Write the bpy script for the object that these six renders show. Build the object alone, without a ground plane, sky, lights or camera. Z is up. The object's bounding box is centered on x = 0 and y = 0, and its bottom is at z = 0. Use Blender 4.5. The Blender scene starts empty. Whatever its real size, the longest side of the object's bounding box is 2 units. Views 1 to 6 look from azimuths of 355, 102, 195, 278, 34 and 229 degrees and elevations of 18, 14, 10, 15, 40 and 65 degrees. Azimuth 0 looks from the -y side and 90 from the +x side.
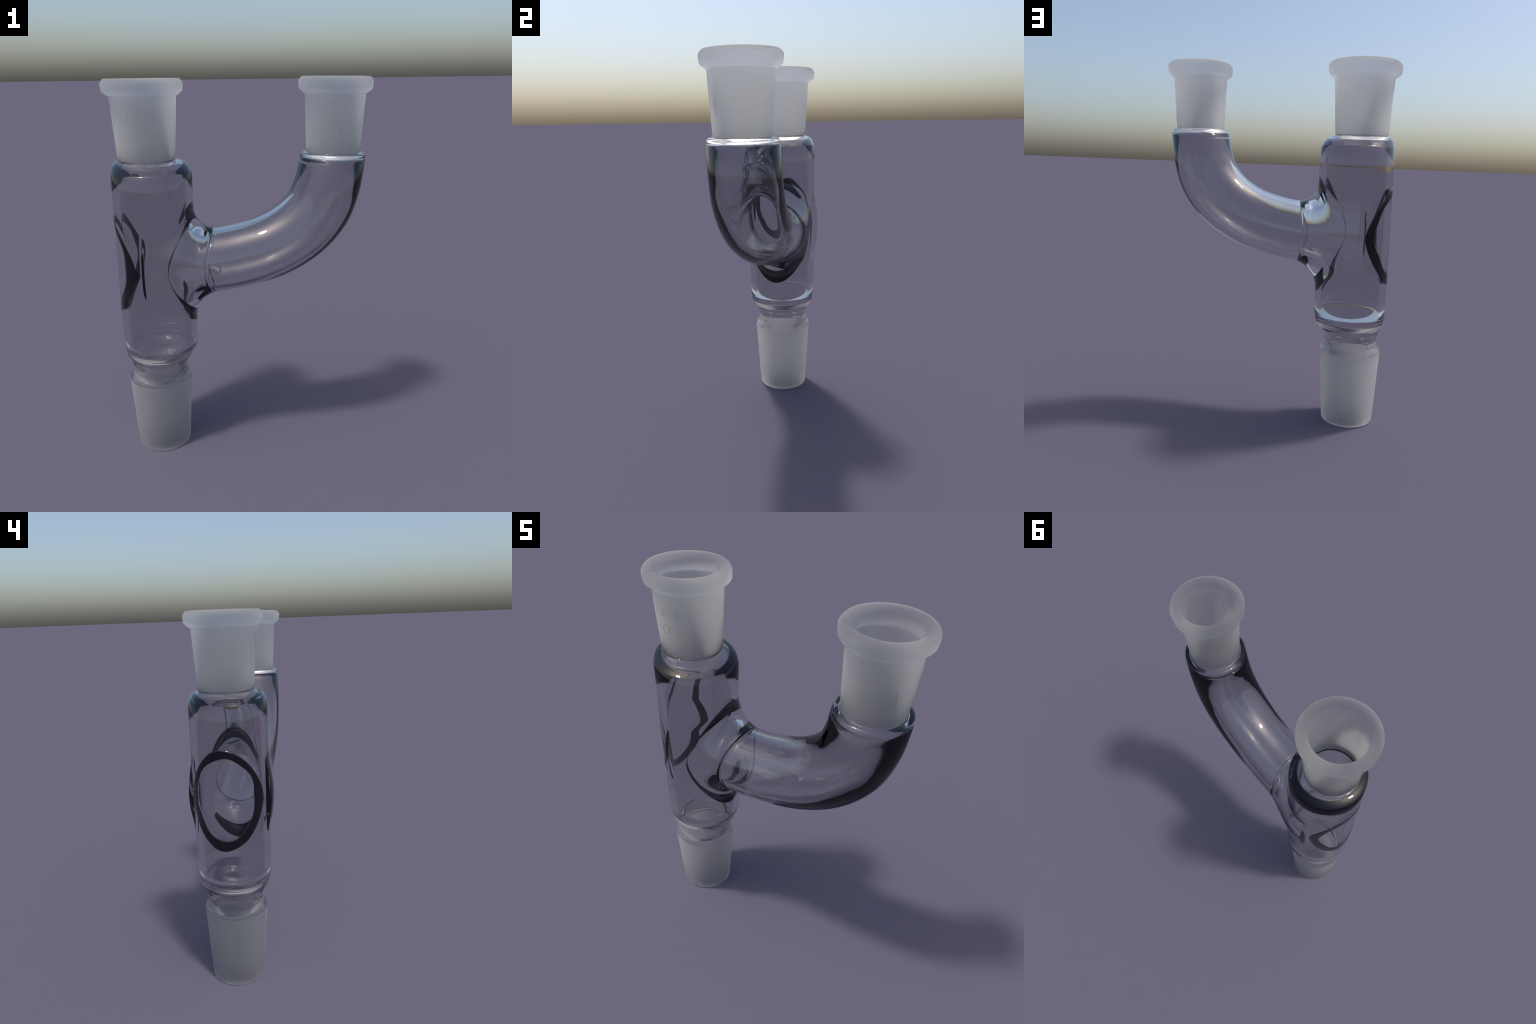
"""Three-way laboratory glass adapter: straight tube with a bent side arm,
two ground-glass sockets on top and one ground-glass cone below."""
import bpy, bmesh, math
import numpy as np
from mathutils import Vector

# --------------------------------------------------------------------------
# profiles (z, radius, axis x) -- every ring of the object lies in the plane y=0
# --------------------------------------------------------------------------
SEG = 128


def catmull(pts, n):
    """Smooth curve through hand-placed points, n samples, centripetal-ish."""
    p = np.array(pts, float)
    p = np.vstack([2 * p[0] - p[1], p, 2 * p[-1] - p[-2]])
    out = []
    m = len(p) - 3
    for u in np.linspace(0, m, n):
        i = min(int(u), m - 1)
        t = u - i
        a, b, c, d = p[i:i + 4]
        out.append(.5 * ((2 * b) + (c - a) * t + (2 * a - 5 * b + 4 * c - d) * t ** 2 + (3 * b - a - 3 * c + d) * t ** 3))
    return np.array(out)


def rounded(points, steps=5):
    """Polyline with rounded corners; point = (r, z, axis_x, corner radius)."""
    P = [np.array(p[:3], float) for p in points]
    R = [p[3] if len(p) > 3 else 0.0 for p in points]
    out = []
    for i, p in enumerate(P):
        if i in (0, len(P) - 1) or R[i] <= 0:
            out.append(p)
            continue
        a, b = P[i - 1] - p, P[i + 1] - p
        la, lb = np.linalg.norm(a), np.linalg.norm(b)
        t = min(R[i], .48 * la, .48 * lb)
        p0, p1 = p + a / la * t, p + b / lb * t
        for k in range(steps + 1):
            u = k / steps
            out.append((1 - u) ** 2 * p0 + 2 * u * (1 - u) * p + u ** 2 * p1)
    return np.array(out)


class Builder:
    """Collects one continuous glass surface, face by face, with a region name."""

    def __init__(self):
        self.v, self.f, self.region, self.tilt, self.swell = [], [], [], {}, {}

    def add(self, co):
        self.v.append(tuple(co))
        return len(self.v) - 1

    def ring(self, c, r, x_dir=(1, 0, 0), y_dir=(0, 1, 0), n=SEG):
        c, xd, yd = np.array(c), np.array(x_dir), np.array(y_dir)
        return [self.add(c + r * (math.cos(a) * xd + math.sin(a) * yd)) for a in np.arange(n) * math.tau / n]

    def bridge(self, a, b, region):
        n = len(a)
        for i in range(n):
            j = (i + 1) % n
            self.f.append((a[i], a[j], b[j], b[i]))
            self.region.append(region)

    def lean(self, ring, degrees):
        """soft shading: lean the normals of this ring up (+) or down (-)"""
        for i in ring:
            self.tilt[i] = math.radians(degrees)

    def cap(self, ring, region):
        self.f.append(tuple(ring))
        self.region.append(region)

    def lathe(self, prof, region, first=None, frame=None, leans=None):
        """prof rows (r, z, axis_x); returns the last ring."""
        last = first
        for k, (r, z, x) in enumerate(prof):
            if k == 0 and first is not None:
                continue
            if frame is None:
                cur = self.ring((x, 0, z), r)
            else:
                o, ax, ux = frame
                cur = self.ring(o + ax * z, r, ux, (0, 1, 0))
            if last is not None:
                self.bridge(last, cur, region)
            if leans:
                self.lean(cur, leans[k])
            last = cur
        return last


# --------------------------------------------------------------------------
# a tube with a bent side arm: implicit surface with a rounded weld
# --------------------------------------------------------------------------
ARM_SPINE = [(-.46, 1.062), (-.30, 1.066), (-.118, 1.080), (.018, 1.103), (.165, 1.148), (.300, 1.228),
             (.400, 1.338), (.450, 1.464), (.4725, 1.600)]


def tube_axis(z):
    return np.interp(z, [.63, 1.52], [-.4535, -.4455])


class Tee:
    """Signed distance of tube + side arm, joined by a fillet of radius weld."""

    def __init__(self, tube_r, arm_r, weld):
        self.tube_r, self.weld = tube_r, weld
        self.sp = catmull([(a, b, r) for (a, b), r in zip(ARM_SPINE, arm_r)], 401)

    def radius(self, z):
        return np.interp(z, [.63, 1.1, 1.52], self.tube_r)

    def arm_distance(self, p):
        sp = self.sp[:260:4]
        q = p[:, [0, 2]]
        a, b = sp[:-1, :2], sp[1:, :2]
        d = b - a
        t = ((q[:, None, :] - a[None]) * d[None]).sum(-1) / (d ** 2).sum(-1)[None]
        t = np.clip(t, 0, 1)
        c = a[None] + t[..., None] * d[None]
        dist2 = ((q[:, None, :] - c) ** 2).sum(-1)
        k = dist2.argmin(1)
        i = np.arange(len(p))
        rad = sp[k, 2] * (1 - t[i, k]) + sp[k + 1, 2] * t[i, k]
        return np.sqrt(dist2[i, k] + p[:, 1] ** 2) - rad

    def distance(self, p):
        a = np.hypot(p[:, 0] - tube_axis(p[:, 2]), p[:, 1]) - self.radius(p[:, 2])
        b, w = self.arm_distance(p), self.weld
        return np.maximum(w, np.minimum(a, b)) - np.hypot(np.maximum(w - a, 0), np.maximum(w - b, 0))

    def gradient(self, p):
        return np.stack([self.distance(p + h) - self.distance(p - h) for h in np.eye(3) * 1e-4], 1) / 2e-4

    def settle(self, p, rounds=5):
        p = np.array(p, float)
        for _ in range(rounds):
            g = self.gradient(p)
            p -= (self.distance(p) / np.maximum((g ** 2).sum(1), .2))[:, None] * g
        return p


B = Builder()
HALF, I0, I1 = 38, 1, 71                   # window for the arm: +-38 columns, rows 1..71
ZS = np.concatenate([[.63], np.linspace(.690, 1.455, 71), [1.53]])   # long end rows shade softly into the shoulders
MID_Z, END_X = 1.075, -.02
SEAM_OUT = -.0030, -.0014, 0, .0014, .0030


def build_tee(tee, name, arm_name, r0, groove, cut=None):
    """Rings with a rectangular window on the +x side; the window is filled by
    loops that run over the weld onto the arm. Returns top, bottom, arm rings."""
    grid = [[None] * SEG for _ in ZS]
    for i, z in enumerate(ZS):
        for j in range(SEG):
            jj = j if j <= SEG // 2 else j - SEG
            if abs(jj) < HALF and I0 < i < I1:
                continue
            t = jj * math.tau / SEG
            grid[i][j] = B.add((tube_axis(z) + tee.radius(z) * math.cos(t), tee.radius(z) * math.sin(t), z))
    for i in range(len(ZS) - 1):
        for j in range(SEG):
            k = (j + 1) % SEG
            jm = j if j < SEG // 2 else j - SEG
            if I0 <= i < I1 and -HALF <= jm < HALF:
                continue
            B.f.append((grid[i][j], grid[i][k], grid[i + 1][k], grid[i + 1][j]))
            B.region.append(name)
    border = [(I0, j) for j in range(-HALF, HALF)] + [(i, HALF) for i in range(I0, I1)] + \
             [(I1, j) for j in range(HALF, -HALF, -1)] + [(i, -HALF) for i in range(I1, I0, -1)]
    nb = len(border)
    tz = np.array([(j * math.tau / SEG, ZS[i]) for i, j in border])
    ang = np.unwrap(np.arctan2((tz[:, 1] - MID_Z) / .40, tz[:, 0] / (HALF * math.tau / SEG)))
    ca, sa = np.cos(ang), np.sin(ang)
    rt = float(tee.radius(MID_Z))
    cross_t = np.arcsin(np.clip(r0 * ca / rt, -1, 1))
    cross_z = MID_Z + r0 * sa
    loops = []
    for k in range(1, 26):
        u = k / 26
        th, zz = tz[:, 0] * (1 - u) + cross_t * u, tz[:, 1] * (1 - u) + cross_z * u
        r = tee.radius(zz)
        loops.append(np.stack([tube_axis(zz) + r * np.cos(th), r * np.sin(th), zz], 1))
    cross_x = -.450 + np.sqrt(rt ** 2 - (r0 * ca) ** 2)
    seam = -.152 - .045 * ca ** 2          # x of the seam between weld collar and arm
    if not groove:
        seam = np.maximum(seam, cross_x + .02)

    def arm_point(x):
        return np.stack([x, r0 * ca, np.interp(x, tee.sp[:, 0], tee.sp[:, 1]) + r0 * sa], 1)

    for k in range(0, 15):
        u = k / 15
        loops.append(arm_point(cross_x * (1 - u) + (seam - .0035) * u))
    mark = len(loops)
    for dx in SEAM_OUT:
        loops.append(arm_point(seam + dx))
    for k in range(1, 13):
        u = k / 12
        loops.append(arm_point((seam + .0035) * (1 - u) + END_X * u))
    pts = tee.settle(np.vstack(loops))
    nrm = tee.gradient(pts)
    nrm /= np.linalg.norm(nrm, axis=1)[:, None]
    deep = {mark + 1: .004, mark + 2: .008, mark + 3: .004} if groove else {}
    prev = [grid[i][j % SEG] for i, j in border]
    for k in range(len(loops)):
        s = slice(k * nb, (k + 1) * nb)
        cur = [B.add(c) for c in pts[s] - nrm[s] * deep.get(k, 0)]
        B.bridge(prev, cur, name if k <= mark + 2 else arm_name)
        prev = cur
    # the arm sweeps along its spine and turns up
    spine = tee.sp[tee.sp[:, 0] > END_X + .05][:cut:3]
    tang = np.gradient(spine[:, :2], axis=0)
    if groove:
        tang[-1] = .015, 1
    tang /= np.linalg.norm(tang, axis=1)[:, None]
    a0 = np.arctan2(sa, ca)
    for k, ((x, z, r), (tx, tz_)) in enumerate(zip(spine, tang)):
        cur = [B.add((x - tz_ * r * s, r * c, z + tx * r * s)) for c, s in zip(ca, sa)]
        B.bridge(prev, cur, arm_name)
        if groove:                         # uneven wall: it thickens softly below the socket
            up = 3 * min(1, k / 12) + 4 * min(1, max(0, (z - 1.14) / .2)) + 16 * max(0, (z - 1.40) / .2) ** 1.3
            for i in cur:
                B.swell[i] = math.radians(up)
        prev = cur
    return grid[-1], grid[0], prev, ca, sa


OUTER = Tee([.2000, .2020, .2014], [.171, .171, .171, .171, .1725, .174, .1735, .170, .166], .125)
top_ring, low_ring, arm_end, ca, sa = build_tee(OUTER, "tube", "arm", .171, True)
ax_t = np.array([.015, 0, 1.0]); ax_t /= np.linalg.norm(ax_t)
NECK_R = np.array([.4735, 0, 1.6255])      # foot of the right socket on its axis
ux = np.array([ax_t[2], 0, -ax_t[0]])


def arm_rings(prof, first, region):
    prev = first
    for r, h in prof:
        cc = NECK_R + ax_t * h
        cur = [B.add(cc - ux * r * s + np.array([0, r * c, 0])) for c, s in zip(ca, sa)]
        B.bridge(prev, cur, region)
        prev = cur
    return prev


shoulder = rounded([(.1650, -.014, 0), (.1615, .0005, 0, .010), (.148, .0055, 0, .006), (.1360, .0045, 0), (.1348, .0075, 0)])
arm_neck = arm_rings(shoulder[:, :2], arm_end, "arm")

# ---- tube shoulder, lower curve, neck -------------------------------------
SHOULDER_LEAN = [18, 28, 56, 62, 69, 77, 84, 60, 25]
B.lean(top_ring, 18)
B.lean(low_ring, -33)
sh = [(.2014, 1.53, -.4455), (.1988, 1.554, -.4475), (.1970, 1.561, -.448), (.191, 1.5785, -.4505), (.179, 1.5965, -.455),
      (.163, 1.6075, -.459), (.1475, 1.6120, -.463), (.1430, 1.6135, -.464), (.1418, 1.6170, -.464)]
tube_neck = B.lathe(sh, "tube", first=top_ring, leans=SHOULDER_LEAN)
low = [(.2000, .63, -.4535), (.1990, .622, -.4537), (.1950, .613, -.454), (.1962, .607, -.454), (.1915, .596, -.4545), (.1925, .589, -.455), (.1885, .580, -.4555), (.1880, .570, -.456), (.1800, .556, -.458),
       (.1640, .541, -.461), (.1575, .530, -.463), (.1590, .525, -.4635), (.1525, .510, -.465), (.1498, .486, -.467), (.1502, .470, -.4675),
       (.1545, .452, -.468), (.1600, .440, -.4685), (.1660, .434, -.4685), (.1705, .425, -.4685), (.1716, .416, -.4687)]
tube_foot = B.lathe(low, "tube", first=low_ring)

# ---- ground cone below ----------------------------------------------------
cone = rounded([(.1716, .416, -.4687), (.1477, .012, -.471, 0), (.1455, .0, -.471, .01), (.112, .0, -.471, .01), (.112, .40, -.4687)], 6)
cone_in = B.lathe(cone, "cone", first=tube_foot)

# ---- sockets --------------------------------------------------------------
def socket(first, frame, prof, region):
    return B.lathe(prof, region, first=first, frame=frame)


left = rounded([(.1418, 1.6170, -.464), (.1600, 1.9185, -.4635, .002), (.167, 1.9185, -.4635, .003), (.1923, 1.9395, -.4635, .006),
                (.1957, 1.977, -.4635, .012), (.178, 2.0, -.4635, .012), (.155, 1.993, -.4635, .012), (.1405, 1.980, -.4635, .008), (.120, 1.606, -.464)], 5)
end = B.lathe(left, "socket_l", first=tube_neck)
# right socket joins a ring of NB vertices
cur_first = arm_neck
h0 = NECK_R[2]
right = rounded([(.1348, .0075, 0), (.1507, .2935, 0, .002), (.157, .2935, 0, .003), (.1811, .314, 0, .006),
                 (.1850, .354, 0, .012), (.166, .3745, 0, .012), (.146, .368, 0, .012), (.132, .356, 0, .008), (.113, -.002, 0)], 5)
right_in = arm_rings(right[1:, :2], arm_neck, "socket_r")

# ---- bore: straight through the tube, drilled out along the arm ------------
WALL_T, WALL_A = .036, .026
INNER = Tee([.2000 - WALL_T, .2020 - WALL_T, .2014 - WALL_T], [.171 - WALL_A] * 9, .09)
it, ib, ia, ca, sa = build_tee(INNER, "bore", "arm_bore", .171 - WALL_A, False, -12)
top_in = B.lathe(catmull([(.2014 - WALL_T, 1.53, -.4455), (.1656, 1.550, -.4475), (.1645, 1.563, -.449), (.160, 1.572, -.452), (.149, 1.5775, -.457), (.136, 1.581, -.461), (.1235, 1.585, -.463), (.1202, 1.592, -.464), (.120, 1.606, -.464)], 25)[:-1], "bore", first=it)
B.bridge(top_in, end, "bore")
low_in = B.lathe([(.1640, .63, -.4535), (.1610, .612, -.4545), (.1560, .604, -.455), (.1575, .596, -.4555), (.1460, .579, -.459),
                  (.1405, .576, -.460), (.1290, .561, -.463), (.1190, .548, -.4645), (.1165, .530, -.4655), (.1128, .520, -.4665),
                  (.1135, .490, -.4675), (.1120, .470, -.468), (.112, .44, -.4685)], "bore", first=ib)
B.bridge(low_in, cone_in, "bore")
arm_in = arm_rings(catmull([(.171 - WALL_A, -.048), (.1445, -.034), (.141, -.023), (.130, -.0145), (.1175, -.0105), (.113, -.002)], 17)[:-1], ia, "arm_bore")
B.bridge(arm_in, right_in, "arm_bore")


# ---- added black bands, no real parts: inside the wall at the arm, and opposite --
marks = []


def wall_x(side, y, z, depth):
    return tube_axis(z) + side * np.sqrt(np.maximum((.2015 - depth) ** 2 - y ** 2, 0))


def band(rows, thick, gap=lambda i: False):
    """closed band through several loops, with a little depth along x"""
    v, f = [], []
    n, m = len(rows[0]), len(rows)
    for off in (0, thick):
        for r in rows:
            v += [tuple(p + np.array([off, 0, 0])) for p in r]
    for k in range(m - 1):
        for i in range(n):
            j = (i + 1) % n
            if gap(i):
                continue
            p, q, t = k * n, (k + 1) * n, m * n
            f += [(p + i, p + j, q + j, q + i), (t + p + i, t + q + i, t + q + j, t + p + j)]
    for i in range(n):
        j = (i + 1) % n
        if gap(i):
            continue
        p, t = (m - 1) * n, m * n
        f += [(i, t + i, t + j, j), (p + i, p + j, t + p + j, t + p + i)]
    return v, f


A = np.arange(128) * math.tau / 128
CA, SA = np.cos(A), np.sin(A)
wob = .004 * np.sin(3 * A + .6) + .003 * np.sin(7 * A + 2.1)      # uneven outline for the added ring


def ring_loop(y_half, z_half, z_mid, sharp=1.0):
    return y_half * CA, z_mid + z_half * np.sign(SA) * np.abs(SA) ** sharp


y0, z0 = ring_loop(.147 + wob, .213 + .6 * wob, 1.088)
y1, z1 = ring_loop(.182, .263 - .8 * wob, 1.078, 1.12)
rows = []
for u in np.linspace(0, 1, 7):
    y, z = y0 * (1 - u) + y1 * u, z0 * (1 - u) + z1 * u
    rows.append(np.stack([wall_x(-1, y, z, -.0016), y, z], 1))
marks.append(("added_dark_ring", band(rows, .0012)))  # added black ring copying a dark ring in the glass, not a weld

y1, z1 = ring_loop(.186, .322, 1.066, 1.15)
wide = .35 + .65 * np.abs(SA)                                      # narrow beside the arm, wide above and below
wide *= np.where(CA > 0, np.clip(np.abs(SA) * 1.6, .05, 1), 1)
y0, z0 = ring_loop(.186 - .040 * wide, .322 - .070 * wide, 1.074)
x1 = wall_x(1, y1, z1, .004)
marks.append(("added_dark_ring.001", band([np.stack([x1 - .002, y0, z0], 1), np.stack([x1, y1, z1], 1)], .0015,
                                    lambda i: CA[i] > 0 and abs(SA[i]) < .62)))  # added black band imitating light trapped in the wall at the joint

# --------------------------------------------------------------------------
# materials
# --------------------------------------------------------------------------
def glass(name, rough, color, ior=1.5):
    m = bpy.data.materials.new(name)
    m.use_nodes = True
    b = m.node_tree.nodes["Principled BSDF"]
    b.inputs["Base Color"].default_value = (*color, 1)
    b.inputs["Roughness"].default_value = rough
    b.inputs["Transmission Weight"].default_value = 1
    b.inputs["IOR"].default_value = ior
    return m


clear = glass("clear_glass", 0.0, (.77, .775, .785))
ring_black = glass("added_ring_black", 0.0, (.004, .004, .005))  # opaque black of the added bands, dark refraction put in as colour
ring_black.node_tree.nodes["Principled BSDF"].inputs["Transmission Weight"].default_value = 0
frost = glass("ground_glass", 0.95, (.79, .79, .78))

# --------------------------------------------------------------------------
# one smooth surface, cut into named parts with shared normals
# --------------------------------------------------------------------------
whole = bpy.data.meshes.new("whole")
whole.from_pydata(B.v, [], B.f)
bm = bmesh.new()
bm.from_mesh(whole)
bmesh.ops.recalc_face_normals(bm, faces=bm.faces)
bm.to_mesh(whole)
bm.free()
whole.polygons.foreach_set("use_smooth", [True] * len(whole.polygons))
normals = np.array([n.vector for n in whole.vertex_normals])
for i, a in B.swell.items():
    n = normals[i] + (np.array([0, 0, 1.0]) - normals[i, 2] * normals[i]) * math.tan(a)
    normals[i] = n / np.linalg.norm(n)
for i, a in B.tilt.items():
    h = normals[i] * (1, 1, 0)
    h /= np.linalg.norm(h)
    normals[i] = h * math.cos(a) + np.array([0, 0, math.sin(a)])

root = bpy.data.objects.new("glass_adapter", None)
bpy.context.scene.collection.objects.link(root)
root["label"] = "clear laboratory glass adapter with bent side arm and frosted joints"
root["category"] = "laboratory glassware"

PARTS = {"tube": ("tube", clear), "bore": ("tube", clear), "arm": ("side_arm", clear), "arm_bore": ("side_arm", clear),
         "cone": ("ground_cone", frost), "socket_l": ("socket", frost), "socket_r": ("socket.001", frost)}
groups = {}
for p, reg in zip(whole.polygons, B.region):
    name, mat = PARTS[reg]
    groups.setdefault(name, (mat, []))[1].append(tuple(p.vertices))
for name, (mat, faces) in groups.items():
    used = sorted({i for f in faces for i in f})
    new = {i: k for k, i in enumerate(used)}
    me = bpy.data.meshes.new(name)
    me.from_pydata([B.v[i] for i in used], [], [tuple(new[i] for i in f) for f in faces])
    me.polygons.foreach_set("use_smooth", [len(f) < 10 for f in faces])
    me.materials.append(mat)
    me.normals_split_custom_set_from_vertices([tuple(normals[i]) for i in used])
    ob = bpy.data.objects.new(name, me)
    ob.parent = root
    bpy.context.scene.collection.objects.link(ob)
def stamp(text, size, centre_angle, z_mid, axis_x, radius_at):
    """faint raised lettering wrapped round a socket"""
    cu = bpy.data.curves.new("lettering", "FONT")
    cu.body, cu.size, cu.extrude, cu.align_x, cu.align_y = text, size, .0008, "CENTER", "CENTER"
    cu.offset, cu.resolution_u = -.0014, 6
    tmp = bpy.data.objects.new("lettering_source", cu)
    bpy.context.scene.collection.objects.link(tmp)
    me = bpy.data.meshes.new_from_object(tmp.evaluated_get(bpy.context.evaluated_depsgraph_get()))
    bpy.data.objects.remove(tmp)
    bpy.data.curves.remove(cu)
    for p in me.vertices:
        z = z_mid + p.co.y
        r = radius_at(z)
        a = centre_angle + p.co.x / r
        r += p.co.z + .0003
        p.co = (axis_x + r * math.cos(a), r * math.sin(a), z)
    me.materials.clear()
    me.materials.append(frost)
    return me


def left_r(z):
    return np.interp(z, [1.6125, 1.9185], [.1416, .1600])


def right_r(z):
    return np.interp(z, [1.630, 1.919], [.1345, .1507])


FRONT = -math.pi / 2
for owner, me in (
        ("socket", stamp("1 6  9", .064, FRONT - .02, 1.829, -.4635, left_r)),
        ("socket", stamp("O  II", .060, FRONT + .15, 1.750, -.4635, left_r)),
        ("socket.001", stamp("[     ]", .070, FRONT + .44, 1.765, .4755, right_r))):
    me.name = "lettering"
    ob = bpy.data.objects.new("lettering", me)
    ob.parent = bpy.data.objects[owner]
    bpy.context.scene.collection.objects.link(ob)

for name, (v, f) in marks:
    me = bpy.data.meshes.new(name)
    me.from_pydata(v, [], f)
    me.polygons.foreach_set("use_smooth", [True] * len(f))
    me.materials.append(ring_black)
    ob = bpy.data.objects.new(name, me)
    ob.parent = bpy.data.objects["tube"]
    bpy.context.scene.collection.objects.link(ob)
bpy.data.meshes.remove(whole)
